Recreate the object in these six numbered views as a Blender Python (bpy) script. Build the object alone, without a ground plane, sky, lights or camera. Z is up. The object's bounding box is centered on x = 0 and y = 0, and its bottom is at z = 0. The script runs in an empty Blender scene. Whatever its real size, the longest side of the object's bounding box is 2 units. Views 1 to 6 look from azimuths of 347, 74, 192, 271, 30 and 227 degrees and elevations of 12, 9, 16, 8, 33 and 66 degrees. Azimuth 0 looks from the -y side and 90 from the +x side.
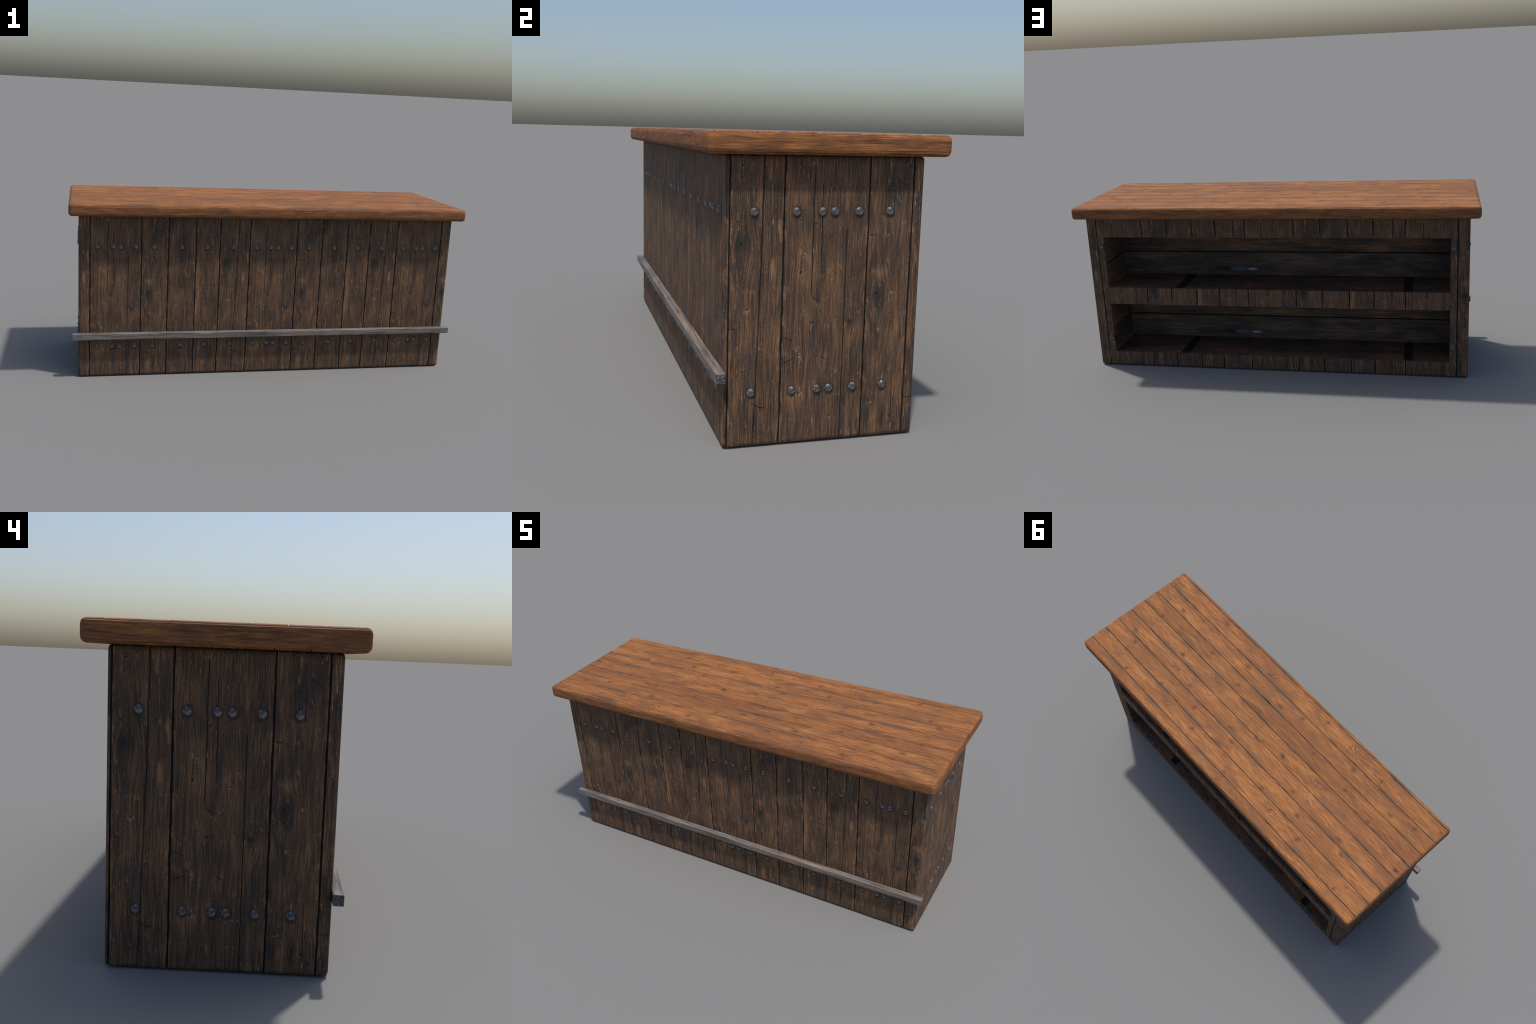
# Rustic tavern bar counter: plank-clad cabinet with two open shelves at the back,
# thick honey-brown top, iron studs in two rows and a weathered foot rail.
import bpy, bmesh, math, random
from mathutils import Vector, Matrix, noise

random.seed(7)

# ------------------------------------------------------------------ sizes (m)
HX, HY = 0.9542, 0.2832          # cabinet half width / half depth
BODY_TOP = 0.8068
BODY_R = 0.012                  # rounding of cabinet edges
TOP_HX, TOP_HY = 1.0, 0.341     # counter top
TOP_Z0, TOP_Z1, TOP_R = 0.8062, 0.8658, 0.0155
PERIOD = 0.778                  # the set of five planks repeats at this step
GAP = 0.0046                    # groove between planks
DEPTH = 0.012                   # plank thickness
KINDS = {"A": (-0.122, 0.121), "B": (0.121, 0.251), "C": (0.251, 0.386),
         "D": (0.386, 0.506), "E": (-0.272, -0.122)}
SEAMS = [-0.272, -0.122, 0.121, 0.251, 0.386, 0.506]
STUD_U = [-0.205, -0.088, -0.0145, 0.021, 0.0925, 0.183, 0.316, 0.4405]
STUD_Z = [0.655, 0.156]
OPEN_X = 0.8662                 # shelf openings
OPEN_Z = [(0.0765, 0.3447), (0.4335, 0.7026)]
BACK_Y = 0.032                  # inner back wall of the shelves


# ------------------------------------------------------------ node shorthand
class Nodes:
    def __init__(self, name):
        self.mat = bpy.data.materials.new(name)
        self.mat.use_nodes = True
        self.t = self.mat.node_tree
        self.t.nodes.clear()
        self.out = self.t.nodes.new("ShaderNodeOutputMaterial")
        self.bsdf = self.t.nodes.new("ShaderNodeBsdfPrincipled")
        self.t.links.new(self.bsdf.outputs[0], self.out.inputs[0])

    def put(self, sock, val):
        if isinstance(val, bpy.types.NodeSocket):
            self.t.links.new(val, sock)
        elif isinstance(val, (tuple, list)) and len(val) == 3 and sock.type == "RGBA":
            sock.default_value = (*val, 1.0)
        else:
            sock.default_value = val

    def coord(self):
        return self.t.nodes.new("ShaderNodeTexCoord").outputs["Object"]

    def random(self):
        return self.t.nodes.new("ShaderNodeObjectInfo").outputs["Random"]

    def m(self, op, a, b=0.0, c=0.0, clamp=False):
        n = self.t.nodes.new("ShaderNodeMath")
        n.operation, n.use_clamp = op, clamp
        for i, v in enumerate((a, b, c)):
            self.put(n.inputs[i], v)
        return n.outputs[0]

    def v(self, op, a, b=(0, 0, 0), c=(0, 0, 0)):
        n = self.t.nodes.new("ShaderNodeVectorMath")
        n.operation = op
        for i, x in enumerate((a, b, c)):
            self.put(n.inputs[i], x)
        return n.outputs["Value"] if op in ("LENGTH", "DISTANCE", "DOT_PRODUCT") else n.outputs[0]

    def sep(self, a):
        n = self.t.nodes.new("ShaderNodeSeparateXYZ")
        self.put(n.inputs[0], a)
        return n.outputs

    def com(self, x, y, z):
        n = self.t.nodes.new("ShaderNodeCombineXYZ")
        for i, q in enumerate((x, y, z)):
            self.put(n.inputs[i], q)
        return n.outputs[0]

    def noise(self, vec, scale=1.0, detail=3.0, rough=0.55, dist=0.0, color=False):
        n = self.t.nodes.new("ShaderNodeTexNoise")
        self.put(n.inputs["Vector"], vec)
        n.inputs["Scale"].default_value = scale
        n.inputs["Detail"].default_value = detail
        n.inputs["Roughness"].default_value = rough
        n.inputs["Distortion"].default_value = dist
        return n.outputs["Color" if color else 0]

    def rng(self, val, a, b, c=0.0, d=1.0, smooth=True):
        n = self.t.nodes.new("ShaderNodeMapRange")
        n.interpolation_type = "SMOOTHSTEP" if smooth else "LINEAR"
        for i, q in enumerate((val, a, b, c, d)):
            self.put(n.inputs[i], q)
        return n.outputs[0]

    def ramp(self, val, stops):
        n = self.t.nodes.new("ShaderNodeValToRGB")
        self.put(n.inputs[0], val)
        e = n.color_ramp.elements
        while len(e) < len(stops):
            e.new(0.5)
        for el, (p, col) in zip(e, stops):
            el.position, el.color = p, (*col, 1.0)
        return n.outputs[0]

    def mix(self, f, a, b, blend="MIX"):
        n = self.t.nodes.new("ShaderNodeMix")
        n.data_type, n.blend_type = "RGBA", blend
        self.put(n.inputs[0], f)
        self.put(n.inputs[6], a)
        self.put(n.inputs[7], b)
        return n.outputs[2]

    def bump(self, h, strength, dist):
        n = self.t.nodes.new("ShaderNodeBump")
        n.inputs["Strength"].default_value = strength
        n.inputs["Distance"].default_value = dist
        self.put(n.inputs["Height"], h)
        return n.outputs[0]

    def finish(self, col, rough, h=None, strength=0.5, dist=0.002, spec=0.3, metal=0.0):
        self.put(self.bsdf.inputs["Base Color"], col)
        self.put(self.bsdf.inputs["Roughness"], rough)
        self.put(self.bsdf.inputs["Specular IOR Level"], spec)
        self.put(self.bsdf.inputs["Metallic"], metal)
        if h is not None:
            self.put(self.bsdf.inputs["Normal"], self.bump(h, strength, dist))
        return self.mat

    # soft elliptical spot in the u/z (or x/y) plane: 1 in the middle, 0 outside
    def spot(self, p, c, r, soft=0.0, plane="xz"):
        if plane == "xz":
            s, o = (1 / r[0], 0, 1 / r[1]), (-c[0] / r[0], 0, -c[1] / r[1])
        else:
            s, o = (1 / r[0], 1 / r[1], 0), (-c[0] / r[0], -c[1] / r[1], 0)
        d = self.v("LENGTH", self.v("MULTIPLY_ADD", p, s, o))
        return self.rng(d, soft, 1.0, 1.0, 0.0)

    def most(self, vals):
        a = vals[0]
        for b in vals[1:]:
            a = self.m("MAXIMUM", a, b)
        return a

    # a thin wandering line from (u0,z0) to (u1,z1), half width w
    def line(self, p, wob, u0, z0, u1, z1, w):
        L = math.hypot(u1 - u0, z1 - z0)
        du, dz = (u1 - u0) / L, (z1 - z0) / L
        mu, mz = (u0 + u1) / 2, (z0 + z1) / 2
        q = self.v("SUBTRACT", p, (mu, 0, mz))
        along = self.m("ABSOLUTE", self.v("DOT_PRODUCT", q, (du, 0, dz)))
        across = self.m("ADD", self.v("DOT_PRODUCT", q, (dz, 0, -du)), wob)
        a = self.rng(self.m("ABSOLUTE", across), 0.3 * w, w, 1.0, 0.0)
        b = self.rng(along, L * 0.5 - min(0.03, L * 0.3), L * 0.5, 1.0, 0.0)
        return self.m("MULTIPLY", a, b)


# ---------------------------------------------------------------- materials
def dark_plank_wood():
    """Old, tarred vertical planks. Object space: x across (plank set position), z up."""
    n = Nodes("tarred_plank_wood")
    P0 = n.coord()
    jit = n.v("SUBTRACT", n.noise(P0, 45, 3, 0.6, color=True), (0.5, 0.5, 0.5))
    P = n.v("MULTIPLY_ADD", jit, (0.010, 0.0, 0.016), P0)          # ragged edges for spots
    # knots push the grain aside
    knots = [(0.154, 0.421, 0.030, 0.040), (-0.239, 0.567, 0.030, 0.036), (0.077, 0.344, 0.017, 0.020)]
    warp, core, halo = None, [], []
    for (u, z, ru, rz) in knots:
        q = n.v("SUBTRACT", P0, (u, 0, z))
        w = n.spot(P, (u, z - 0.02), (ru * 2.3, rz * 3.6))
        sh = n.v("MULTIPLY", q, n.com(n.m("MULTIPLY", w, -0.80), 0.0, 0.0))
        warp = sh if warp is None else n.v("ADD", warp, sh)
        core.append(n.spot(P, (u, z), (ru * 0.62, ru * 0.66), 0.5))
        halo.append(n.spot(P, (u, z), (ru * 1.35, rz * 1.35), 0.2))
    G = n.v("ADD", P0, warp)
    bend = n.noise(n.v("MULTIPLY", P0, (9, 9, 5)), 1, 2, 0.5)
    G = n.v("ADD", G, n.com(n.m("MULTIPLY", n.m("SUBTRACT", bend, 0.5), 0.02), 0, 0))
    fine = n.noise(n.v("MULTIPLY", G, (470, 470, 11)), 1, 4, 0.68)
    mid = n.noise(n.v("MULTIPLY", G, (110, 110, 5)), 1, 4, 0.6)
    blot = n.noise(n.v("MULTIPLY", P0, (20, 20, 9)), 1, 4, 0.6, 0.6)
    speck = n.noise(n.v("MULTIPLY", P0, (500, 500, 160)), 1, 2, 0.6)
    tone = n.m("ADD", n.m("MULTIPLY", n.m("SUBTRACT", fine, 0.5), 1.0), 0.476)
    tone = n.m("ADD", tone, n.m("MULTIPLY", n.m("SUBTRACT", mid, 0.5), 0.42))
    tone = n.m("ADD", tone, n.m("MULTIPLY", n.m("SUBTRACT", blot, 0.5), 0.32))
    tone = n.m("ADD", tone, n.m("MULTIPLY", n.m("SUBTRACT", speck, 0.5), 0.34))
    # boards differ: paler streaks and blacker fields where the old boards show them
    pale = [(0.397, 0.42, 0.022, 0.24, 0.15), (-0.150, 0.495, 0.014, 0.05, 0.22), (-0.135, 0.30, 0.012, 0.22, 0.10),
            (-0.045, 0.47, 0.030, 0.16, 0.12), (0.030, 0.42, 0.035, 0.17, 0.10), (-0.07, 0.56, 0.03, 0.07, 0.10),
            (0.165, 0.485, 0.035, 0.03, 0.16), (0.490, 0.53, 0.010, 0.10, 0.10), (0.215, 0.30, 0.03, 0.16, 0.07),
            (-0.225, 0.30, 0.04, 0.11, 0.06), (0.29, 0.33, 0.03, 0.10, 0.06), (-0.08, 0.12, 0.06, 0.09, 0.05)]
    black = [(0.185, 0.70, 0.060, 0.10, 0.13), (0.325, 0.66, 0.065, 0.13, 0.15), (-0.215, 0.64, 0.045, 0.10, 0.10),
             (-0.155, 0.66, 0.030, 0.13, 0.12), (0.07, 0.63, 0.05, 0.08, 0.11), (0.135, 0.065, 0.016, 0.07, 0.18),
             (0.455, 0.66, 0.045, 0.12, 0.10), (0.335, 0.47, 0.03, 0.07, 0.09), (-0.03, 0.60, 0.02, 0.06, 0.10),
             (0.32, 0.12, 0.05, 0.08, 0.09), (-0.2, 0.05, 0.06, 0.06, 0.09), (0.1, 0.25, 0.03, 0.1, 0.06),
             (0.155, 0.30, 0.022, 0.06, 0.08), (0.45, 0.10, 0.05, 0.06, 0.06)]
    for (u, z, ru, rz, k) in pale:
        tone = n.m("MULTIPLY_ADD", n.spot(P, (u, z), (ru, rz)), k, tone)
    for (u, z, ru, rz, k) in black:
        tone = n.m("MULTIPLY_ADD", n.spot(P, (u, z), (ru, rz)), -0.55 * k, tone)
    checks = []
    for (ku, kz, kr) in ((0.154, 0.421, 0.0165), (-0.239, 0.567, 0.0155), (0.077, 0.344, 0.010)):
        q = n.v("MULTIPLY_ADD", jit, (0.004, 0, 0.004), n.v("SUBTRACT", P0, (ku, 0, kz)))
        c = n.sep(q)
        below = n.m("MINIMUM", c[2], 0.0)
        zz = n.m("ADD", n.m("MULTIPLY", n.m("MAXIMUM", c[2], 0.0), 0.55), n.m("MULTIPLY", below, 0.40))
        d = n.m("SQRT", n.m("ADD", n.m("POWER", n.m("ABSOLUTE", c[0]), 2.0), n.m("POWER", n.m("ABSOLUTE", zz), 2.0)))
        near = n.rng(n.v("LENGTH", n.v("MULTIPLY", q, (1, 0, 0.5))), kr * 1.1, kr * 3.2, 1.0, 0.0)
        wave = n.m("SINE", n.m("ADD", n.m("MULTIPLY", d, 2300), n.m("MULTIPLY", blot, 15.0)))
        tone = n.m("MULTIPLY_ADD", n.m("MULTIPLY", wave, near), 0.055, tone)
        ang = n.m("ARCTAN2", c[2], c[0])
        star = n.rng(n.m("ABSOLUTE", n.m("SINE", n.m("MULTIPLY", ang, 4.0))), 0.06, 0.25, 1.0, 0.0)
        r0 = n.v("LENGTH", n.v("MULTIPLY", q, (1, 0, 1)))
        checks.append(n.m("MULTIPLY", star, n.rng(r0, kr * 0.5, kr * 1.05, 0.85, 0.0)))
        checks.append(n.rng(r0, kr * 0.12, kr * 0.3, 1.0, 0.0))
    tone = n.m("MULTIPLY_ADD", n.most(halo), -0.10, tone)
    col = n.ramp(tone, [(0.22, DW[0]), (0.37, DW[1]), (0.47, DW[2]), (0.57, DW[3]), (0.72, DW[4])])
    # grey weathering, patchy
    grey = n.m("MULTIPLY", n.rng(n.noise(n.v("MULTIPLY", P0, (26, 26, 7)), 1, 4, 0.65, 0.4), 0.50, 0.70), 0.55)
    gcol = n.ramp(fine, [(0.3, (0.021, 0.020, 0.020)), (0.55, (0.052, 0.047, 0.043)), (0.75, (0.098, 0.085, 0.075))])
    col = n.mix(grey, col, gcol)
    # tan splinters: short bright strokes
    sp = n.noise(n.v("MULTIPLY", G, (210, 210, 26)), 1, 3, 0.6)
    spm = n.m("MULTIPLY", n.rng(sp, 0.61, 0.67), n.rng(n.noise(P0, 14, 2), 0.42, 0.60))
    col = n.mix(n.m("MULTIPLY", spm, 0.75), col, DW[5])
    # gouges: squiggles with a dark side and a pale side
    gv = n.noise(n.v("MULTIPLY", P0, (30, 30, 17)), 1, 3, 0.6, 0.8)
    gm = n.rng(n.noise(n.v("ADD", P0, (3.1, 0, 1.7)), 22, 2, 0.5), 0.61, 0.67)
    g1 = n.m("MULTIPLY", n.rng(n.m("ABSOLUTE", n.m("SUBTRACT", gv, 0.50)), 0.004, 0.012, 1, 0), gm)
    g2 = n.m("MULTIPLY", n.rng(n.m("ABSOLUTE", n.m("SUBTRACT", gv, 0.522)), 0.004, 0.014, 1, 0), gm)
    # long cracks along the grain
    wob = n.m("MULTIPLY", n.m("SUBTRACT", n.noise(n.v("MULTIPLY", P0, (0, 0, 26)), 1, 3), 0.5), 0.0065)
    cracks = [(-0.0385, 0.80, -0.0395, 0.41, 0.0019), (-0.041, 0.42, -0.012, 0.404, 0.0016), (-0.0155, 0.75, -0.013, 0.48, 0.0019),
              (0.0585, 0.62, 0.0575, -0.02, 0.0020), (-0.1795, 0.85, -0.184, 0.46, 0.0026), (-0.184, 0.50, -0.197, 0.02, 0.0017),
              (0.212, 0.20, 0.215, 0.02, 0.0012), (0.270, 0.478, 0.350, 0.436, 0.0013),
              (-0.118, 0.31, -0.085, 0.293, 0.0016), (0.122, 0.585, 0.150, 0.592, 0.0016), (-0.270, 0.34, -0.245, 0.335, 0.0015),
              (-0.21, 0.125, -0.155, 0.105, 0.0015), (0.195, 0.752, 0.235, 0.722, 0.0014), (-0.115, 0.235, -0.085, 0.247, 0.0016),
              (-0.01, 0.25, 0.012, 0.238, 0.0018), (0.47, 0.38, 0.495, 0.35, 0.0013)]
    cm = n.most([n.line(P0 if abs(c[1] - c[3]) > 0.1 else P, wob, *c) for c in cracks])
    pit_at = [(-0.24, 0.778), (-0.239, 0.745), (0.040, 0.513), (0.211, 0.0575), (0.351, 0.393), (0.296, 0.524), (-0.035, 0.3455),
              (-0.078, 0.2777), (0.025, 0.0723), (-0.22, 0.388), (-0.20, 0.445), (0.430, 0.413), (0.395, 0.580), (0.462, 0.451),
              (-0.072, 0.487), (-0.012, 0.482), (-0.033, 0.62), (0.377, 0.58), (0.28, 0.07), (0.43, 0.735), (-0.247, 0.29), (0.5, 0.25)]
    pits = n.most([n.spot(P, (c[0], c[1]), (0.0034 + 0.0016 * math.sin(i * 2.4), 0.0042), 0.35) for i, c in enumerate(pit_at)])
    rim = n.most([n.spot(P, (c[0] + 0.003 * math.sin(i * 1.7), c[1] - 0.004), (0.008 + 0.003 * math.sin(i * 3.1), 0.010), 0.3) for i, c in enumerate(pit_at)])
    col = n.mix(n.m("MULTIPLY", n.m("MULTIPLY", rim, n.rng(fine, 0.42, 0.6)), 0.45), col, DW[5])
    flake_at = [(-0.152, 0.495, 0.010, 0.038), (-0.146, 0.470, 0.006, 0.03), (-0.135, 0.610, 0.010, 0.020), (-0.128, 0.585, 0.006, 0.018),
                (-0.222, 0.386, 0.012, 0.010), (0.045, 0.497, 0.006, 0.008), (-0.079, 0.272, 0.010, 0.010), (0.060, 0.333, 0.009, 0.012),
                (-0.185, 0.622, 0.010, 0.006), (0.392, 0.52, 0.008, 0.05), (0.500, 0.56, 0.006, 0.03), (0.243, 0.365, 0.006, 0.010),
                (0.36, 0.575, 0.012, 0.008), (-0.265, 0.333, 0.010, 0.006), (0.128, 0.583, 0.010, 0.006), (0.245, 0.285, 0.008, 0.014)]
    J2 = n.v("MULTIPLY_ADD", n.v("SUBTRACT", n.noise(n.v("MULTIPLY", P0, (95, 95, 40)), 1, 4, 0.65, color=True), (0.5, 0.5, 0.5)), (0.030, 0, 0.060), P0)
    flakes = n.most([n.spot(J2, (f[0], f[1]), (f[2], f[3]), 0.55) for f in flake_at])
    col = n.mix(n.m("MULTIPLY", flakes, n.rng(fine, 0.40, 0.60, 0.05, 0.62)), col, (0.32, 0.185, 0.105))
    col = n.mix(n.m("MULTIPLY", g2, 0.8), col, DW[5])
    col = n.mix(n.m("MULTIPLY", n.most(core), 0.48), col, (0.026, 0.023, 0.021))
    # dark ring round the studs, worn pale arrises next to the grooves
    stud = n.most([n.spot(P, (u, z - 0.003), (0.0185, 0.022), 0.62) for u in STUD_U for z in STUD_Z])
    col = n.mix(n.m("MULTIPLY", stud, 0.60), col, (0.018, 0.015, 0.014))
    u = n.sep(P0)[0]
    edge = n.m("ABSOLUTE", n.m("SUBTRACT", u, SEAMS[0]))
    for s in SEAMS[1:]:
        edge = n.m("MINIMUM", edge, n.m("ABSOLUTE", n.m("SUBTRACT", u, s)))
    wear = n.noise(n.v("MULTIPLY", P0, (60, 60, 18)), 1, 3, 0.6)
    worn = n.m("MULTIPLY", n.rng(edge, 0.003, 0.011, 1, 0), n.rng(wear, 0.50, 0.62))
    col = n.mix(n.m("MULTIPLY", worn, 0.70), col, DW[4])
    hole = n.m("MAXIMUM", n.m("MAXIMUM", cm, n.m("MULTIPLY", g1, 0.9)), n.m("MULTIPLY", pits, 0.9))
    hole = n.m("MAXIMUM", hole, n.m("MULTIPLY", n.most(checks), 0.8))
    col = n.mix(hole, col, (0.010, 0.009, 0.009))
    h = n.m("ADD", n.m("MULTIPLY", fine, 0.55), n.m("MULTIPLY", mid, 0.5))
    h = n.m("SUBTRACT", h, n.m("MULTIPLY", hole, 1.3))
    rough = n.rng(fine, 0.3, 0.7, 0.62, 0.82)
    return n.finish(col, rough, h, 0.7, 0.0025, 0.28)


def shelf_wood(blobs=False, tint=1.0, swirl=0.05, warm=False, grey=False):
    """Boards inside the shelves; object z runs along the board."""
    n = Nodes("shelf_board_wood")
    P0 = n.coord()
    r = n.m("MULTIPLY", n.random(), 7.0)
    P = n.v("ADD", P0, n.com(r, r, r))
    bend = n.noise(n.v("MULTIPLY", P, (7, 7, 3)), 1, 2, 0.5)
    G = n.v("ADD", P, n.com(n.m("MULTIPLY", n.m("SUBTRACT", bend, 0.5), swirl), n.m("MULTIPLY", n.m("SUBTRACT", bend, 0.5), swirl), 0))
    fine = n.noise(n.v("MULTIPLY", G, (240, 240, 7)), 1, 4, 0.6)
    mid = n.noise(n.v("MULTIPLY", G, (55, 55, 3)), 1, 4, 0.6)
    blot = n.noise(n.v("MULTIPLY", P, (11, 11, 4)), 1, 4, 0.6)
    tone = n.m("ADD", n.m("MULTIPLY", fine, 0.42), n.m("MULTIPLY", mid, 0.42))
    tone = n.m("ADD", tone, n.m("MULTIPLY", n.m("SUBTRACT", blot, 0.42), 0.5))
    k = tint
    col = n.ramp(tone, [(0.26, tuple(c * k for c in DW[0])), (0.40, tuple(c * k for c in DW[1])), (0.50, tuple(c * k for c in DW[2])),
                        (0.60, tuple(c * k for c in DW[3])), (0.76, tuple(c * k for c in DW[4]))])
    if warm:
        col = n.mix(1.0, col, (1.0, 0.86, 0.80), "MULTIPLY")
    if grey:
        col = n.mix(0.40, col, n.ramp(tone, [(0.3, (0.020, 0.019, 0.018)), (0.5, (0.066, 0.060, 0.055)), (0.72, (0.17, 0.16, 0.15))]))
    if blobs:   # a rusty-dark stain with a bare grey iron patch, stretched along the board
        J = n.v("MULTIPLY_ADD", n.v("SUBTRACT", n.noise(P0, 20, 3, 0.6, color=True), (0.5, 0.5, 0.5)), (0.006, 0, 0.05), P0)
        for c in blobs:
            col = n.mix(n.m("MULTIPLY", n.spot(J, (c[0], c[1] - 0.05), (0.020, 0.11), 0.3), 0.85), col, (0.012, 0.012, 0.013))
            col = n.mix(n.m("MULTIPLY", n.spot(J, (c[0], c[1]), (0.015, 0.062), 0.4), 0.9), col, (0.085, 0.097, 0.11))
            col = n.mix(n.m("MULTIPLY", n.spot(J, (c[0] - 0.002, c[1] + 0.075), (0.010, 0.040), 0.4), 0.95), col, (0.27, 0.29, 0.33))
    return n.finish(col, 0.75, fine, 0.35, 0.002, 0.25)


def top_wood(name, along, stretch, table=True):
    """Honey-brown varnished boards. `stretch` = noise frequencies on x, y, z."""
    n = Nodes(name)
    P0 = n.coord()
    r = n.random()
    off = n.com(n.m("MULTIPLY", r, 3.0), n.m("MULTIPLY", r, 11.0), 0.0)
    P = n.v("ADD", P0, off) if table else P0
    sx, sy, sz = stretch
    bend = n.noise(n.v("MULTIPLY", P, (6, 10, 10)), 1, 3, 0.55)
    if table:
        G = n.v("ADD", P, n.com(0, n.m("MULTIPLY", n.m("SUBTRACT", bend, 0.5), 0.016), 0))
    else:
        G = n.v("ADD", P, n.com(0, 0, n.m("MULTIPLY", n.m("SUBTRACT", bend, 0.5), 0.008)))
    fine = n.noise(n.v("MULTIPLY", G, (sx * 2.2, sy * 2.6, sz * 2.6)), 1, 3, 0.6)
    mid = n.noise(n.v("MULTIPLY", G, (sx, sy, sz)), 1, 4, 0.6, 0.15)
    lobe = (5, 26, 26) if table else (7, 7, 45)
    blot = n.noise(n.v("MULTIPLY", P, lobe), 1, 4, 0.6, 0.7)
    tone = n.m("ADD", n.m("MULTIPLY", n.m("SUBTRACT", fine, 0.5), 0.50), 0.492 if table else 0.445)
    tone = n.m("ADD", tone, n.m("MULTIPLY", n.m("SUBTRACT", mid, 0.5), 0.55))
    tone = n.m("ADD", tone, n.m("MULTIPLY", n.m("SUBTRACT", blot, 0.5), 0.38))
    col = n.ramp(tone, [(0.30, TW[0]), (0.42, TW[1]), (0.50, TW[2]), (0.60, TW[3]), (0.74, TW[4])])
    # brown cloudy stains
    st = n.rng(n.noise(n.v("MULTIPLY", P, (3.2, 11, 11)), 1, 4, 0.62, 0.4), 0.44, 0.64)
    col = n.mix(n.m("MULTIPLY", st, 0.55), col, TW[1])
    # fine dark pores, pale dashes
    pore = n.rng(n.noise(n.v("MULTIPLY", G, (sx * 3.5, sy * 4.5, sz * 4.5)), 1, 2, 0.5), 0.60, 0.70)
    col = n.mix(n.m("MULTIPLY", pore, 0.30), col, TW[0])
    dash = n.m("MULTIPLY", n.rng(n.noise(n.v("MULTIPLY", G, (sx * 1.6, sy * 2.5, sz * 2.5)), 1, 2, 0.5), 0.66, 0.73),
               n.rng(n.noise(P, 9, 2), 0.5, 0.62))
    col = n.mix(n.m("MULTIPLY", dash, 0.6), col, TW[4])
    h = n.m("MULTIPLY", fine, 0.5)
    if table:
        q = n.sep(P0)
        wrap = n.m("WRAP", q[0], 0.128, -0.650)
        W = n.com(wrap, q[1], 0.0)
        J = n.v("MULTIPLY_ADD", n.v("SUBTRACT", n.noise(P0, 38, 4, 0.65, color=True), (0.5, 0.5, 0.5)), (0.045, 0.022, 0), W)
        knots = [(-0.188, 0.000, 0.016, 0.010), (0.023, -0.173, 0.016, 0.010), (0.097, 0.092, 0.016, 0.011), (-0.468, 0.155, 0.013, 0.010),
                 (0.039, 0.138, 0.013, 0.009), (-0.470, -0.206, 0.018, 0.012), (-0.553, 0.238, 0.013, 0.010), (-0.28, -0.120, 0.012, 0.009),
                 (-0.36, 0.09, 0.011, 0.008), (-0.10, -0.21, 0.012, 0.009), (-0.02, 0.03, 0.010, 0.008), (-0.25, 0.19, 0.012, 0.009),
                 (-0.52, -0.10, 0.012, 0.008), (-0.06, 0.27, 0.012, 0.009), (-0.20, -0.29, 0.012, 0.009), (0.07, -0.07, 0.010, 0.008)]
        kk = n.most([n.spot(J, (a, b), (c * 1.6, d * 1.8), 0.1, "xy") for a, b, c, d in knots])
        col = n.mix(n.m("MULTIPLY", kk, 0.75), col, TW[0])
        vor = n.t.nodes.new("ShaderNodeTexVoronoi")
        n.put(vor.inputs["Vector"], n.v("MULTIPLY", n.v("MULTIPLY_ADD", n.v("SUBTRACT", n.noise(P, 60, 2, 0.6, color=True), (0.5, 0.5, 0.5)), (0.02, 0.012, 0), P), (6.5, 14.0, 1.0)))
        vor.inputs["Scale"].default_value = 1.0
        col = n.mix(n.m("MULTIPLY", n.rng(vor.outputs["Distance"], 0.02, 0.10, 1, 0), 0.7), col, TW[0])
        hole = n.spot(J, (-0.188, 0.0), (0.014, 0.009), 0.2, "xy")
        col = n.mix(n.m("MULTIPLY", hole, 0.8), col, (0.035, 0.028, 0.026))
        scab = [(-0.425, -0.034, 0.07, 0.036, 0.95), (-0.595, -0.262, 0.065, 0.040, 0.95), (-0.352, 0.232, 0.07, 0.034, 0.85),
                (-0.395, -0.285, 0.06, 0.030, 0.9), (-0.17, -0.03, 0.09, 0.02, 0.4)]
        grit = n.rng(n.noise(n.v("MULTIPLY", P0, (60, 110, 1)), 1, 4, 0.65), 0.46, 0.60)
        for a, b, c, d, k in scab:
            m = n.m("MULTIPLY", n.spot(J, (a, b), (c, d), 0.1, "xy"), k)
            col = n.mix(n.m("MULTIPLY", m, grit), col, TW[0])
        bare = n.m("MULTIPLY", n.spot(J, (-0.446, 0.045), (0.105, 0.05), 0.0, "xy"), 0.65)
        bcol = n.ramp(n.noise(n.v("MULTIPLY", P0, (50, 120, 1)), 1, 4, 0.7, 0.6), [(0.36, TW[0]), (0.5, TW[3]), (0.66, TW[4])])
        col = n.mix(bare, col, bcol)
        # dull grey dirt creeping in from the grooves
        e = n.m("ABSOLUTE", n.m("SUBTRACT", q[1], TOP_SEAMS[0]))
        for s in TOP_SEAMS[1:]:
            e = n.m("MINIMUM", e, n.m("ABSOLUTE", n.m("SUBTRACT", q[1], s)))
        dirt = n.rng(n.noise(n.v("MULTIPLY", P0, (5, 16, 1)), 1, 3, 0.6), 0.44, 0.64)
        col = n.mix(n.m("MULTIPLY", n.m("MULTIPLY", n.rng(e, 0.002, 0.034, 1, 0), dirt), 0.75), col, (0.115, 0.066, 0.040))
        # each board its own shade
        col = n.mix(1.0, col, n.ramp(r, [(0.0, (0.84, 0.81, 0.80)), (0.5, (1.0, 1.0, 1.0)), (1.0, (1.10, 1.08, 1.04))]), "MULTIPLY")
    else:
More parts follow.
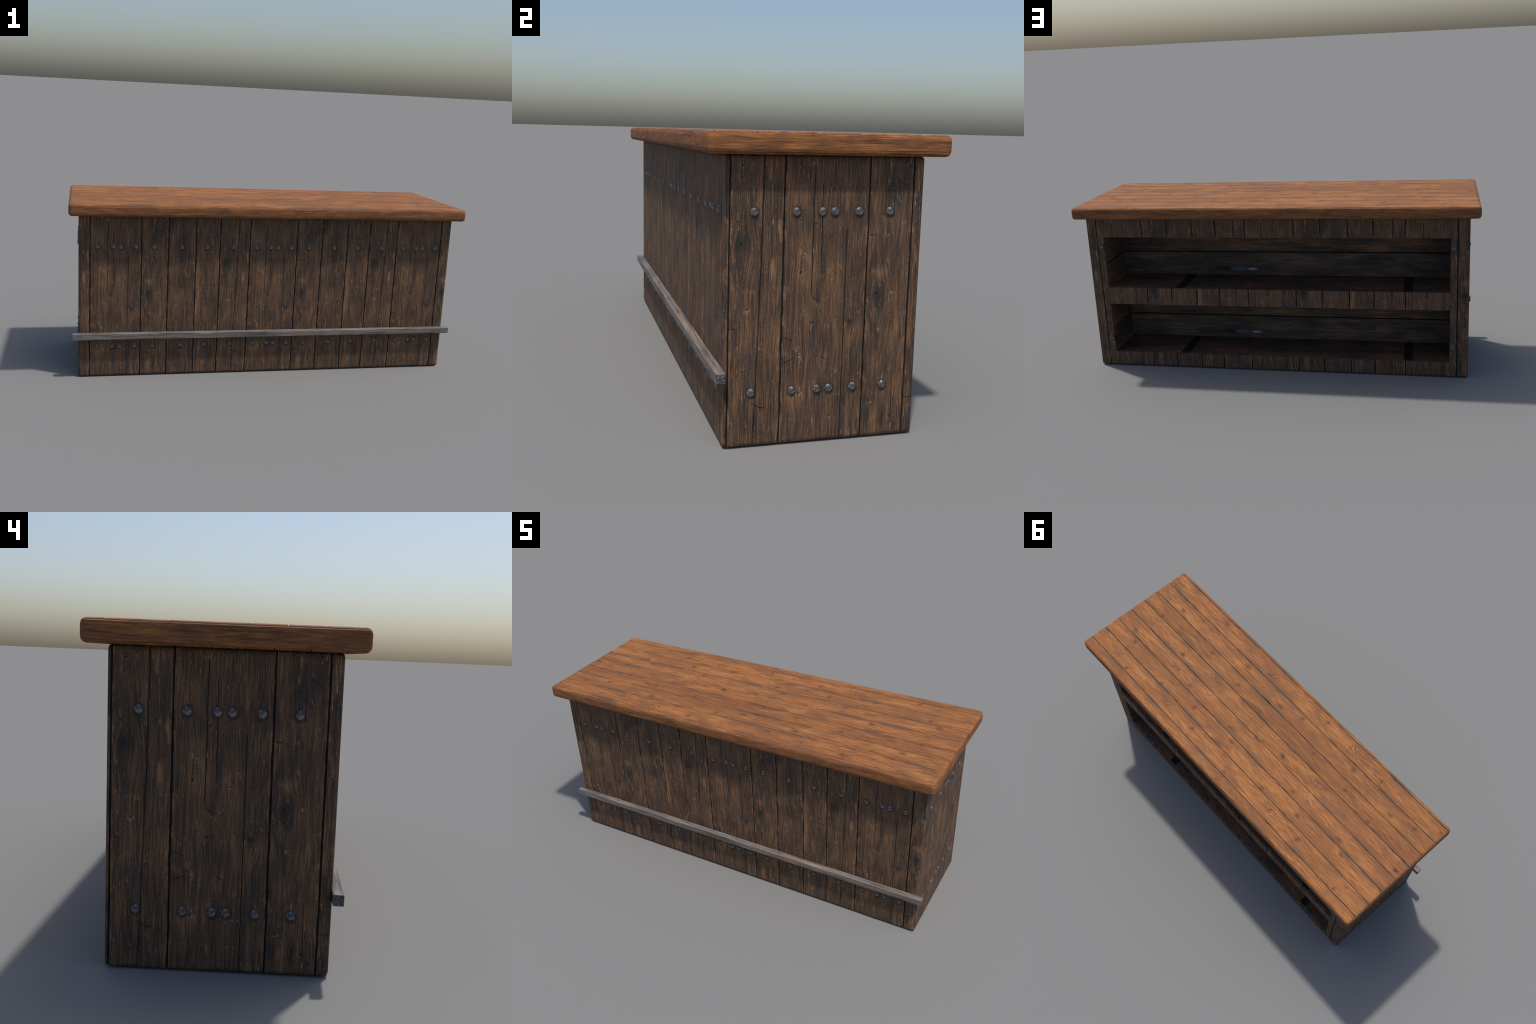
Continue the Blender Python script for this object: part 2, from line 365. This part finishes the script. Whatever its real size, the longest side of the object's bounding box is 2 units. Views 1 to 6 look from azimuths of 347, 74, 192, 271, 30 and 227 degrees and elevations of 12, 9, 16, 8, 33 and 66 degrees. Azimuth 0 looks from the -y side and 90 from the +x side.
        J = n.v("MULTIPLY_ADD", n.v("SUBTRACT", n.noise(P0, 40, 3, 0.6, color=True), (0.5, 0.5, 0.5)), (0.02, 0.02, 0.012), P0)
        vor = n.t.nodes.new("ShaderNodeTexVoronoi")
        n.put(vor.inputs["Vector"], n.v("MULTIPLY", J, (7.0, 7.0, 26.0)))
        vor.inputs["Scale"].default_value = 1.0
        col = n.mix(n.m("MULTIPLY", n.rng(vor.outputs["Distance"], 0.06, 0.15, 1, 0), 0.75), col, TW[0])
        gr = n.rng(n.noise(n.v("MULTIPLY", P0, (9, 9, 40)), 1, 4, 0.65), 0.52, 0.66)
        col = n.mix(n.m("MULTIPLY", gr, 0.55), col, (0.085, 0.046, 0.022))
    return n.finish(col, n.rng(mid, 0.3, 0.7, 0.70, 0.85), h, 0.3, 0.0015, 0.25)


def groove_dark():
    n = Nodes("groove_dark_wood")
    f = n.noise(n.v("MULTIPLY", n.coord(), (90, 90, 20)), 1, 3)
    return n.finish(n.ramp(f, [(0.3, (0.007, 0.007, 0.008)), (0.7, (0.017, 0.016, 0.016))]), 0.85, None, spec=0.15)


def forged_iron():
    n = Nodes("forged_iron")
    P = n.coord()
    f = n.noise(P, 260, 3, 0.6)
    r = n.random()
    cells = n.t.nodes.new("ShaderNodeTexVoronoi")        # facet highlights and shade painted into the iron colour, cell by cell
    n.put(cells.inputs["Vector"], P)
    cells.inputs["Scale"].default_value = 150
    rust = n.rng(n.m("ADD", n.noise(P, 120, 3), n.m("MULTIPLY", r, 0.25)), 0.62, 0.8)
    col = n.ramp(f, [(0.3, (0.052, 0.052, 0.054)), (0.6, (0.104, 0.104, 0.108)), (0.8, (0.20, 0.20, 0.205))])
    painted_glint = n.rng(n.sep(cells.outputs["Color"])[0], 0.15, 0.95, 0.55, 2.1)
    col = n.mix(1.0, col, n.com(painted_glint, painted_glint, painted_glint), "MULTIPLY")
    col = n.mix(n.m("MULTIPLY", rust, 0.6), col, (0.085, 0.050, 0.035))
    return n.finish(col, n.rng(f, 0.3, 0.7, 0.36, 0.55), f, 0.3, 0.001, 0.55, 0.15)


def weathered_rail():
    n = Nodes("weathered_grey_wood")
    P = n.coord()
    bend = n.noise(n.v("MULTIPLY", P, (7, 30, 30)), 1, 3, 0.55)
    k = n.m("MULTIPLY", n.m("SUBTRACT", bend, 0.5), 0.012)
    G = n.v("ADD", P, n.com(0, k, k))
    f = n.noise(n.v("MULTIPLY", G, (8, 330, 330)), 1, 4, 0.65)
    b = n.noise(n.v("MULTIPLY", G, (5, 110, 110)), 1, 3, 0.6)
    t = n.m("ADD", n.m("MULTIPLY", f, 0.45), n.m("MULTIPLY", b, 0.55))
    col = n.ramp(t, [(0.32, (0.022, 0.021, 0.021)), (0.44, (0.082, 0.075, 0.071)), (0.54, (0.168, 0.154, 0.145)), (0.70, (0.33, 0.305, 0.285))])
    x = n.sep(P)[0]
    s = n.m("MULTIPLY", n.rng(n.noise(n.v("MULTIPLY", G, (4, 150, 150)), 1, 2), 0.52, 0.66), n.rng(x, -0.3, 0.75, 0.25, 0.85))
    col = n.mix(s, col, (0.30, 0.165, 0.090))
    pink = n.rng(n.noise(n.v("MULTIPLY", P, (3, 60, 60)), 1, 2), 0.50, 0.66)
    col = n.mix(n.m("MULTIPLY", pink, 0.40), col, (0.165, 0.118, 0.095))
    # sawn ends: darker, blotchy
    e = n.rng(n.m("ABSOLUTE", x), 0.9815, 0.9828)
    ec = n.ramp(n.noise(P, 190, 3, 0.6), [(0.35, (0.022, 0.022, 0.025)), (0.5, (0.085, 0.082, 0.085)), (0.68, (0.22, 0.17, 0.14))])
    col = n.mix(e, col, ec)
    return n.finish(col, 0.72, t, 0.5, 0.002, 0.25)


# palettes (linear): dark planks from soot to bare tan, table top from burnt to honey
DW = [(0.014, 0.012, 0.011), (0.042, 0.031, 0.025), (0.082, 0.049, 0.031), (0.160, 0.084, 0.043), (0.27, 0.145, 0.073), (0.40, 0.240, 0.140)]
TW = [(0.085, 0.037, 0.018), (0.180, 0.073, 0.030), (0.270, 0.107, 0.036), (0.360, 0.152, 0.049), (0.50, 0.245, 0.095)]
TOP_SEAMS = [-0.3225, -0.2325, -0.1455, -0.0595, 0.029, 0.1145, 0.1995, 0.2850]
UNDER_SEAMS = sorted(-s for s in TOP_SEAMS)

M_WOOD = dark_plank_wood()
M_DARK = groove_dark()
M_IRON = forged_iron()
M_RAIL = weathered_rail()
M_TOP = top_wood("varnished_top_wood", "x", (9, 150, 60))
M_RIM = top_wood("varnished_edge_wood", "xy", (8, 8, 210), table=False)
M_SHELF = shelf_wood(tint=1.35)
M_FLOOR = shelf_wood(swirl=0.45, warm=True, tint=1.25)
M_WALL_LOW = shelf_wood(blobs=[(0.0, 0.0)], grey=True, tint=1.2)


# ------------------------------------------------------------ mesh shorthand
def obj_from(bm, name, mat, parent, smooth=False):
    me = bpy.data.meshes.new(name)
    bmesh.ops.recalc_face_normals(bm, faces=bm.faces)
    bm.to_mesh(me)
    bm.free()
    for m in (mat if isinstance(mat, (list, tuple)) else [mat]):
        me.materials.append(m)
    for p in me.polygons:
        p.use_smooth = smooth
    return place(me, name, parent)


def place(me, name, parent, matrix=None):
    o = bpy.data.objects.new(name, me)
    bpy.context.scene.collection.objects.link(o)
    o.parent = parent
    if matrix is not None:
        o.matrix_local = matrix
    return o


def box(bm, x0, x1, y0, y1, z0, z1):
    mat = Matrix.Translation(((x0 + x1) / 2, (y0 + y1) / 2, (z0 + z1) / 2)) @ Matrix.Diagonal((x1 - x0, y1 - y0, z1 - z0, 1))
    return bmesh.ops.create_cube(bm, size=1.0, matrix=mat)["verts"]


def rounded_box(x0, x1, y0, y1, z0, z1, r, seg=3, pick=None, profile=0.5):
    bm = bmesh.new()
    box(bm, x0, x1, y0, y1, z0, z1)
    edges = [e for e in bm.edges if pick is None or pick(e)]
    bmesh.ops.bevel(bm, geom=edges, offset=r, segments=seg, profile=profile, affect="EDGES", clamp_overlap=True)
    return bm


def cut(bm, co, no, keep_below=True):
    """Keep the part of a convex solid below (or above) a plane, capped."""
    res = bmesh.ops.bisect_plane(bm, geom=bm.verts[:] + bm.edges[:] + bm.faces[:], plane_co=co, plane_no=no,
                                 clear_outer=keep_below, clear_inner=not keep_below, dist=1e-7)
    edges = [g for g in res["geom_cut"] if isinstance(g, bmesh.types.BMEdge) and g.is_boundary]
    if edges:
        bmesh.ops.contextual_create(bm, geom=edges)


def slices(bm, axis, a, b, step):
    """Loop cuts across the length so that edges can wander."""
    no = Vector((0, 0, 0))
    no[axis] = 1
    k = int((b - a) / step)
    for i in range(1, k):
        co = Vector((0, 0, 0))
        co[axis] = a + (b - a) * i / k
        bmesh.ops.bisect_plane(bm, geom=bm.verts[:] + bm.edges[:] + bm.faces[:], plane_co=co, plane_no=no, dist=1e-7)


def seam_wander(key, t, amp):
    """Common meander of a groove plus the nibbling of one of its sides."""
    a = noise.noise((key * 17.3, t * 7.0, 0.5)) * amp
    b = noise.noise((key * 31.7, t * 38.0, 4.5)) * amp * 0.45
    return a + b


def nick(key, side, t, amp):
    v = noise.noise((key * 5.1 + side * 3.7, t * 22.0, 9.5))
    return max(0.0, v - 0.25) * amp * 3.0


def ragged(bm, across, along, pos, key, side, amp):
    for v in bm.verts:
        if abs(v.co[across] - pos) < 1e-5:
            t = v.co[along]
            v.co[across] += seam_wander(key, t, amp) - side * nick(key, side, t, amp)


def soften(bm, across, pos, face_axis, face_pos, off):
    """Small chamfer on the arris between a groove side and the show face."""
    es = []
    for e in bm.edges:
        if len(e.link_faces) == 2 and all(abs(v.co[across] - pos) < 0.006 for v in e.verts) \
                and all(abs(v.co[face_axis] - face_pos) < 1e-5 for v in e.verts) \
                and abs((e.verts[0].co - e.verts[1].co)[across]) < 0.004:
            n0, n1 = (f.normal for f in e.link_faces)
            if abs(n0.dot(n1)) < 0.5:
                es.append(e)
    if es:
        bmesh.ops.bevel(bm, geom=es, offset=off, segments=1, profile=0.5, affect="EDGES", clamp_overlap=True)


# ------------------------------------------------------------------- objects
counter = bpy.data.objects.new("bar_counter", None)
bpy.context.scene.collection.objects.link(counter)
counter["label"] = "rustic dark plank tavern bar with honey-brown wooden top"
counter["category"] = "bar counter"

# cabinet core: black wood showing only in the grooves between the planks
IN = 0.0036
bm = bmesh.new()
box(bm, -HX + IN, HX - IN, -HY + IN, BACK_Y - 0.010, 0.004, 0.803)
for s in (-1, 1):
    xs = sorted((s * (OPEN_X + 0.009), s * (HX - IN)))
    box(bm, xs[0], xs[1], BACK_Y - 0.03, HY - IN, 0.005, 0.802)
for z0, z1 in ((0.0055, OPEN_Z[0][0] - 0.009), (OPEN_Z[0][1] + 0.009, OPEN_Z[1][0] - 0.009), (OPEN_Z[1][1] + 0.009, 0.8015)):
    box(bm, -OPEN_X - 0.02, OPEN_X + 0.02, BACK_Y - 0.02, HY - IN - 0.0005, z0, z1)
cabinet = obj_from(bm, "cabinet", M_DARK, counter)

# face frames: local x runs to the viewer's right, local y inward, z up
FACES = {
    "front": Matrix.Translation((0, -HY, 0)),
    "right": Matrix.Translation((HX, 0, 0)) @ Matrix.Rotation(math.pi / 2, 4, "Z"),
    "back": Matrix.Translation((0, HY, 0)) @ Matrix.Rotation(math.pi, 4, "Z"),
    "left": Matrix.Translation((-HX, 0, 0)) @ Matrix.Rotation(-math.pi / 2, 4, "Z"),
}


def seam_key(u):
    """Grooves at the same place in the plank set wander alike."""
    u = (u + 0.272) % PERIOD
    return round(u * 40)


def plank_mesh(u0, u1, z0=None, z1=None, groove0=True, groove1=True, depth=DEPTH):
    """One upright board in a face frame, with rounded head and foot."""
    bm = rounded_box(u0 - 0.1, u1 + 0.1, 0.0, 0.06, 0.0, BODY_TOP, BODY_R, 3,
                     lambda e: all(v.co.y < 0.001 for v in e.verts) and abs(e.verts[0].co.x - e.verts[1].co.x) > 0.05)
    cut(bm, (0, depth, 0), (0, 1, 0))
    a, b = u0 + (GAP / 2 if groove0 else 0), u1 - (GAP / 2 if groove1 else 0)
    cut(bm, (a, 0, 0), (1, 0, 0), False)
    cut(bm, (b, 0, 0), (1, 0, 0), True)
    if z0 is not None:
        cut(bm, (0, 0, z0), (0, 0, 1), False)
    if z1 is not None:
        cut(bm, (0, 0, z1), (0, 0, 1), True)
    slices(bm, 2, z0 or 0.0, z1 or BODY_TOP, 0.0125)
    if groove0:
        ragged(bm, 0, 2, a, seam_key(u0), -1, 0.0011)
    if groove1:
        ragged(bm, 0, 2, b, seam_key(u1), 1, 0.0011)
    bm.normal_update()
    if groove0:
        soften(bm, 0, a, 1, 0.0, 0.0013)
    if groove1:
        soften(bm, 0, b, 1, 0.0, 0.0013)
    return bm


def shift(k):
    return Matrix.Translation((k * PERIOD, 0, 0))


kind_mesh = {}
for k, (a, b) in KINDS.items():
    o = obj_from(plank_mesh(a, b), "plank", M_WOOD, cabinet)
    kind_mesh[k] = o.data
    bpy.data.objects.remove(o)


def whole_plank(face, kind, k):
    return place(kind_mesh[kind], "plank", cabinet, FACES[face] @ shift(k))


# front: full boards between the two corner boards
for kind, k in (("A", -1), ("B", -1), ("C", -1), ("D", -1), ("E", 0), ("A", 0), ("B", 0), ("C", 0), ("D", 0), ("E", 1), ("A", 1)):
    whole_plank("front", kind, k)
# both ends show boards E, A, B between the corners
for face in ("right", "left"):
    for kind in ("E", "A", "B"):
        whole_plank(face, kind, 0)
# back: boards pierced by the two shelf openings
RAILS = [(None, OPEN_Z[0][0]), (OPEN_Z[0][1], OPEN_Z[1][0]), (OPEN_Z[1][1], None)]
BACK = [("A", -1), ("B", -1), ("C", -1), ("D", -1), ("E", 0), ("A", 0), ("B", 0), ("C", 0), ("D", 0), ("E", 1), ("A", 1)]
for kind, k in BACK:
    a, b = KINDS[kind]
    la, lb = a, b
    ga = gb = True
    if k == -1 and kind == "A":           # left stile side
        la, ga = -OPEN_X + PERIOD, False
        s = obj_from(plank_mesh(a, la, None, None, True, False), "stile", M_WOOD, cabinet)
        s.matrix_local = FACES["back"] @ shift(k)
    if k == 1 and kind == "A":
        lb, gb = OPEN_X - PERIOD, False
        s = obj_from(plank_mesh(lb, b, None, None, False, True), "stile", M_WOOD, cabinet)
        s.matrix_local = FACES["back"] @ shift(k)
    for z0, z1 in RAILS:
        p = obj_from(plank_mesh(la, lb, z0, z1, ga, gb), "plank", M_WOOD, cabinet)
        p.matrix_local = FACES["back"] @ shift(k)


# corner boards: wide enough to wrap round the rounded corner
def corner_board(face, u_side, inner):
    """u_side -1: at the left end of a face, +1: at the right end; inner = depth round the corner."""
    bm = rounded_box(-HX, HX, 0.0, 2 * HY, 0.0, BODY_TOP, BODY_R, 3)
    seam = 0.900
    cut(bm, (0, inner - GAP / 2, 0), (0, 1, 0))
    if u_side < 0:
        pos = -seam - GAP / 2
        cut(bm, (pos, 0, 0), (1, 0, 0), True)
    else:
        pos = seam + GAP / 2
        cut(bm, (pos, 0, 0), (1, 0, 0), False)
    slices(bm, 2, 0.0, BODY_TOP, 0.0125)
    ragged(bm, 0, 2, pos, seam_key(u_side * seam), -u_side, 0.0011)
    bm.normal_update()
    soften(bm, 0, pos, 1, 0.0, 0.0013)
    bmesh.ops.translate(bm, verts=bm.verts, vec=(-u_side * PERIOD, 0, 0))
    o = obj_from(bm, "corner_board", M_WOOD, cabinet)
    o.matrix_local = FACES[face] @ shift(u_side)
    return o


for face in ("front", "back"):
    corner_board(face, -1, HY - 0.251)  # thick corner: side groove 32 mm round the corner
    corner_board(face, 1, HY - 0.272)   # thin corner: side groove 11 mm round the corner


# ------------------------------------------------------------ shelf interior
def board(name, size, mat, matrix, r=0.0015):
    """Board with its length on local z; centred."""
    w, t, L = size
    bm = rounded_box(-w / 2, w / 2, -t / 2, t / 2, -L / 2, L / 2, r, 1)
    o = obj_from(bm, name, mat, cabinet)
    o.matrix_local = matrix
    return o


ALONG_X = Matrix.Rotation(-math.pi / 2, 4, "Y")     # local z -> -x, local x -> z
ALONG_Y = Matrix.Rotation(-math.pi / 2, 4, "X")     # local z -> y,  local y -> -z
T = 0.0085
Y1 = HY - DEPTH
for (z0, z1), seam in zip(OPEN_Z, (0.203, 0.560)):
    ym = (BACK_Y + Y1) / 2
    for za, zb in ((z0 - 0.004, seam - 0.003), (seam + 0.003, z1 + 0.004)):
        h = zb - za
        zc = (za + zb) / 2
        low = za < seam - 0.05
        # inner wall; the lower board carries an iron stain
        off = (z0 + 0.034 - zc) if low else 0.0
        mat_ = M_WALL_LOW if low else M_SHELF
        bm = rounded_box(-h / 2, h / 2, -T / 2, T / 2, -OPEN_X - 0.004, OPEN_X + 0.004, 0.0015, 1)
        # the object's origin sits on the stain so the material can find it
        zshift = 0.23
        bmesh.ops.translate(bm, verts=bm.verts, vec=(-off, 0, zshift if low else 0))
        o = obj_from(bm, "wall_board", mat_, cabinet)
        o.matrix_local = Matrix.Translation((zshift if low else 0, BACK_Y - T / 2, zc + off)) @ ALONG_X
        for s in (-1, 1):
            m = Matrix.Translation((s * (OPEN_X + T / 2), ym, zc)) @ Matrix.Rotation(math.pi / 2, 4, "Z") @ ALONG_X
            board("side_board", (h, T, Y1 - BACK_Y), M_SHELF, m)
    # floor in three boards with wide dark gaps, and a ceiling
    gaps = [(-0.672 - 0.016, -0.645), (0.462, 0.508)]
    xs = [-OPEN_X - 0.004, gaps[0][0], gaps[0][1], gaps[1][0], gaps[1][1], OPEN_X + 0.004]
    for i in range(0, 6, 2):
        w = xs[i + 1] - xs[i]
        m = Matrix.Translation(((xs[i] + xs[i + 1]) / 2, ym, z0 - T / 2)) @ ALONG_X
        board("shelf_board", (T, Y1 - BACK_Y - 0.0004, w), M_FLOOR, m)
    for a, b in gaps:       # blackened filler strips a hair below the boards
        m = Matrix.Translation(((a + b) / 2, ym, z0 - T / 2 - 0.0012)) @ ALONG_X
        board("filler_strip", (T, Y1 - BACK_Y - 0.001, b - a + 0.004), M_DARK, m)
    m = Matrix.Translation((0, ym, z1 + T / 2)) @ ALONG_X
    board("ceiling_board", (T, Y1 - BACK_Y - 0.0004, 2 * OPEN_X - 0.001), M_SHELF, m)


# --------------------------------------------------------------------- studs
def stud_mesh(seed):
    rnd = random.Random(seed)
    bm = bmesh.new()
    R, H = 0.0120, 0.0066
    rings = [(1.0, -0.3), (1.0, 0.10), (0.82, 0.58), (0.44, 0.95)]
    loops = []
    for i, (r, h) in enumerate(rings):
        loop = []
        for j in range(9):
            a = 2 * math.pi * (j + 0.5 * (i % 2)) / 9 + rnd.uniform(-0.16, 0.16) * (i > 1)
            k = r * R * (1 + rnd.uniform(-0.07, 0.07) * (i > 0))
            loop.append(bm.verts.new((k * math.cos(a), -h * H * (1 + rnd.uniform(-0.12, 0.12) * (i > 1)), k * math.sin(a))))
        loops.append(loop)
    for a, b in zip(loops, loops[1:]):
        for j in range(9):
            bm.faces.new((a[j], a[(j + 1) % 9], b[(j + 1) % 9], b[j]))
    bm.faces.new(loops[-1])
    bm.faces.new(loops[0])
    o = obj_from(bm, "stud", M_IRON, cabinet)
    me = o.data
    bpy.data.objects.remove(o)
    return me


STUDS = [stud_mesh(s) for s in range(7)]
rnd = random.Random(3)


def add_stud(face, u, z):
    spin = Matrix.Rotation(rnd.uniform(-0.5, 0.5), 4, "Y")
    place(STUDS[rnd.randrange(len(STUDS))], "stud", cabinet, FACES[face] @ Matrix.Translation((u, 0.0008, z)) @ spin)


for z in STUD_Z:
    for k in (-1, 0, 1):
        for u in STUD_U:
            if abs(u + k * PERIOD) < 0.89:
                add_stud("front", u + k * PERIOD, z + (0.002 if u == -0.0145 else 0))
    for face in ("right", "left"):
        for u in STUD_U[:6]:
            add_stud(face, u, z)
    for u in (-0.8795, 0.8795):
        add_stud("back", u, z)

# --------------------------------------------------------------- counter top
def top_envelope():
    return rounded_box(-TOP_HX, TOP_HX, -TOP_HY, TOP_HY, TOP_Z0, TOP_Z1, TOP_R, 3)


bm = top_envelope()
# height of the middle ring of the rounded edge: boards lie above (below) it
RING = max(v.co.z for v in bm.verts if v.co.z < TOP_Z1 - 0.004)
DROP = TOP_Z1 - RING
for v in bm.verts:                       # leave room for the boards laid on both faces
    v.co.z = min(max(v.co.z, TOP_Z0 + 0.0034), TOP_Z1 - 0.0034)
bm.normal_update()
for f in bm.faces:
    if abs(f.normal.z) > 0.95:
        f.material_index = 1
countertop = obj_from(bm, "countertop", [M_RIM, M_DARK], counter)


def top_board(y0, y1, upper):
    bm = top_envelope()
    if upper:
        cut(bm, (0, 0, TOP_Z1 - DROP + 0.00006), (0, 0, 1), False)
    else:
        cut(bm, (0, 0, TOP_Z0 + DROP - 0.00006), (0, 0, 1), True)
    g = 0.0011
    a = b = None
    if y0 is not None:
        a = y0 + g
        cut(bm, (0, a, 0), (0, 1, 0), False)
    if y1 is not None:
        b = y1 - g
        cut(bm, (0, b, 0), (0, 1, 0), True)
    slices(bm, 0, -TOP_HX, TOP_HX, 0.02)
    for p, key, side in ((a, y0, -1), (b, y1, 1)):
        if p is not None:
            ragged(bm, 1, 0, p, round(key * 90) + 40 * upper, side, 0.0013)
    bm.normal_update()
    for p in (a, b):
        if p is not None:
            soften(bm, 1, p, 2, TOP_Z1 if upper else TOP_Z0, 0.0007)
    return obj_from(bm, "top_board" if upper else "underside_board", M_TOP, countertop)


for seams, upper in ((TOP_SEAMS, True), (UNDER_SEAMS, False)):
    ends = [None] + seams + [None]
    for a, b in zip(ends, ends[1:]):
        top_board(a, b, upper)

# ------------------------------------------------------------------ foot rail
RY0, RY1, RZ0, RZ1, RX = -0.3102, -HY + 0.0008, 0.1952, 0.2245, 0.983
bm = rounded_box(-RX, RX, RY0, RY1, RZ0, RZ1, 0.0022, 2)
slices(bm, 0, -RX, RX, 0.02)
for v in bm.verts:
    if abs(v.co.x) < RX - 0.01:
        k = v.co.x * 9
        s = 1 if v.co.z > (RZ0 + RZ1) / 2 else -1
        v.co.z += noise.noise((k, 3.3 + s, 0.2)) * 0.0008
        if v.co.y < RY0 + 0.01:
            v.co.y += noise.noise((k, 7.7, v.co.z * 60)) * 0.0008
obj_from(bm, "foot_rail", M_RAIL, counter)
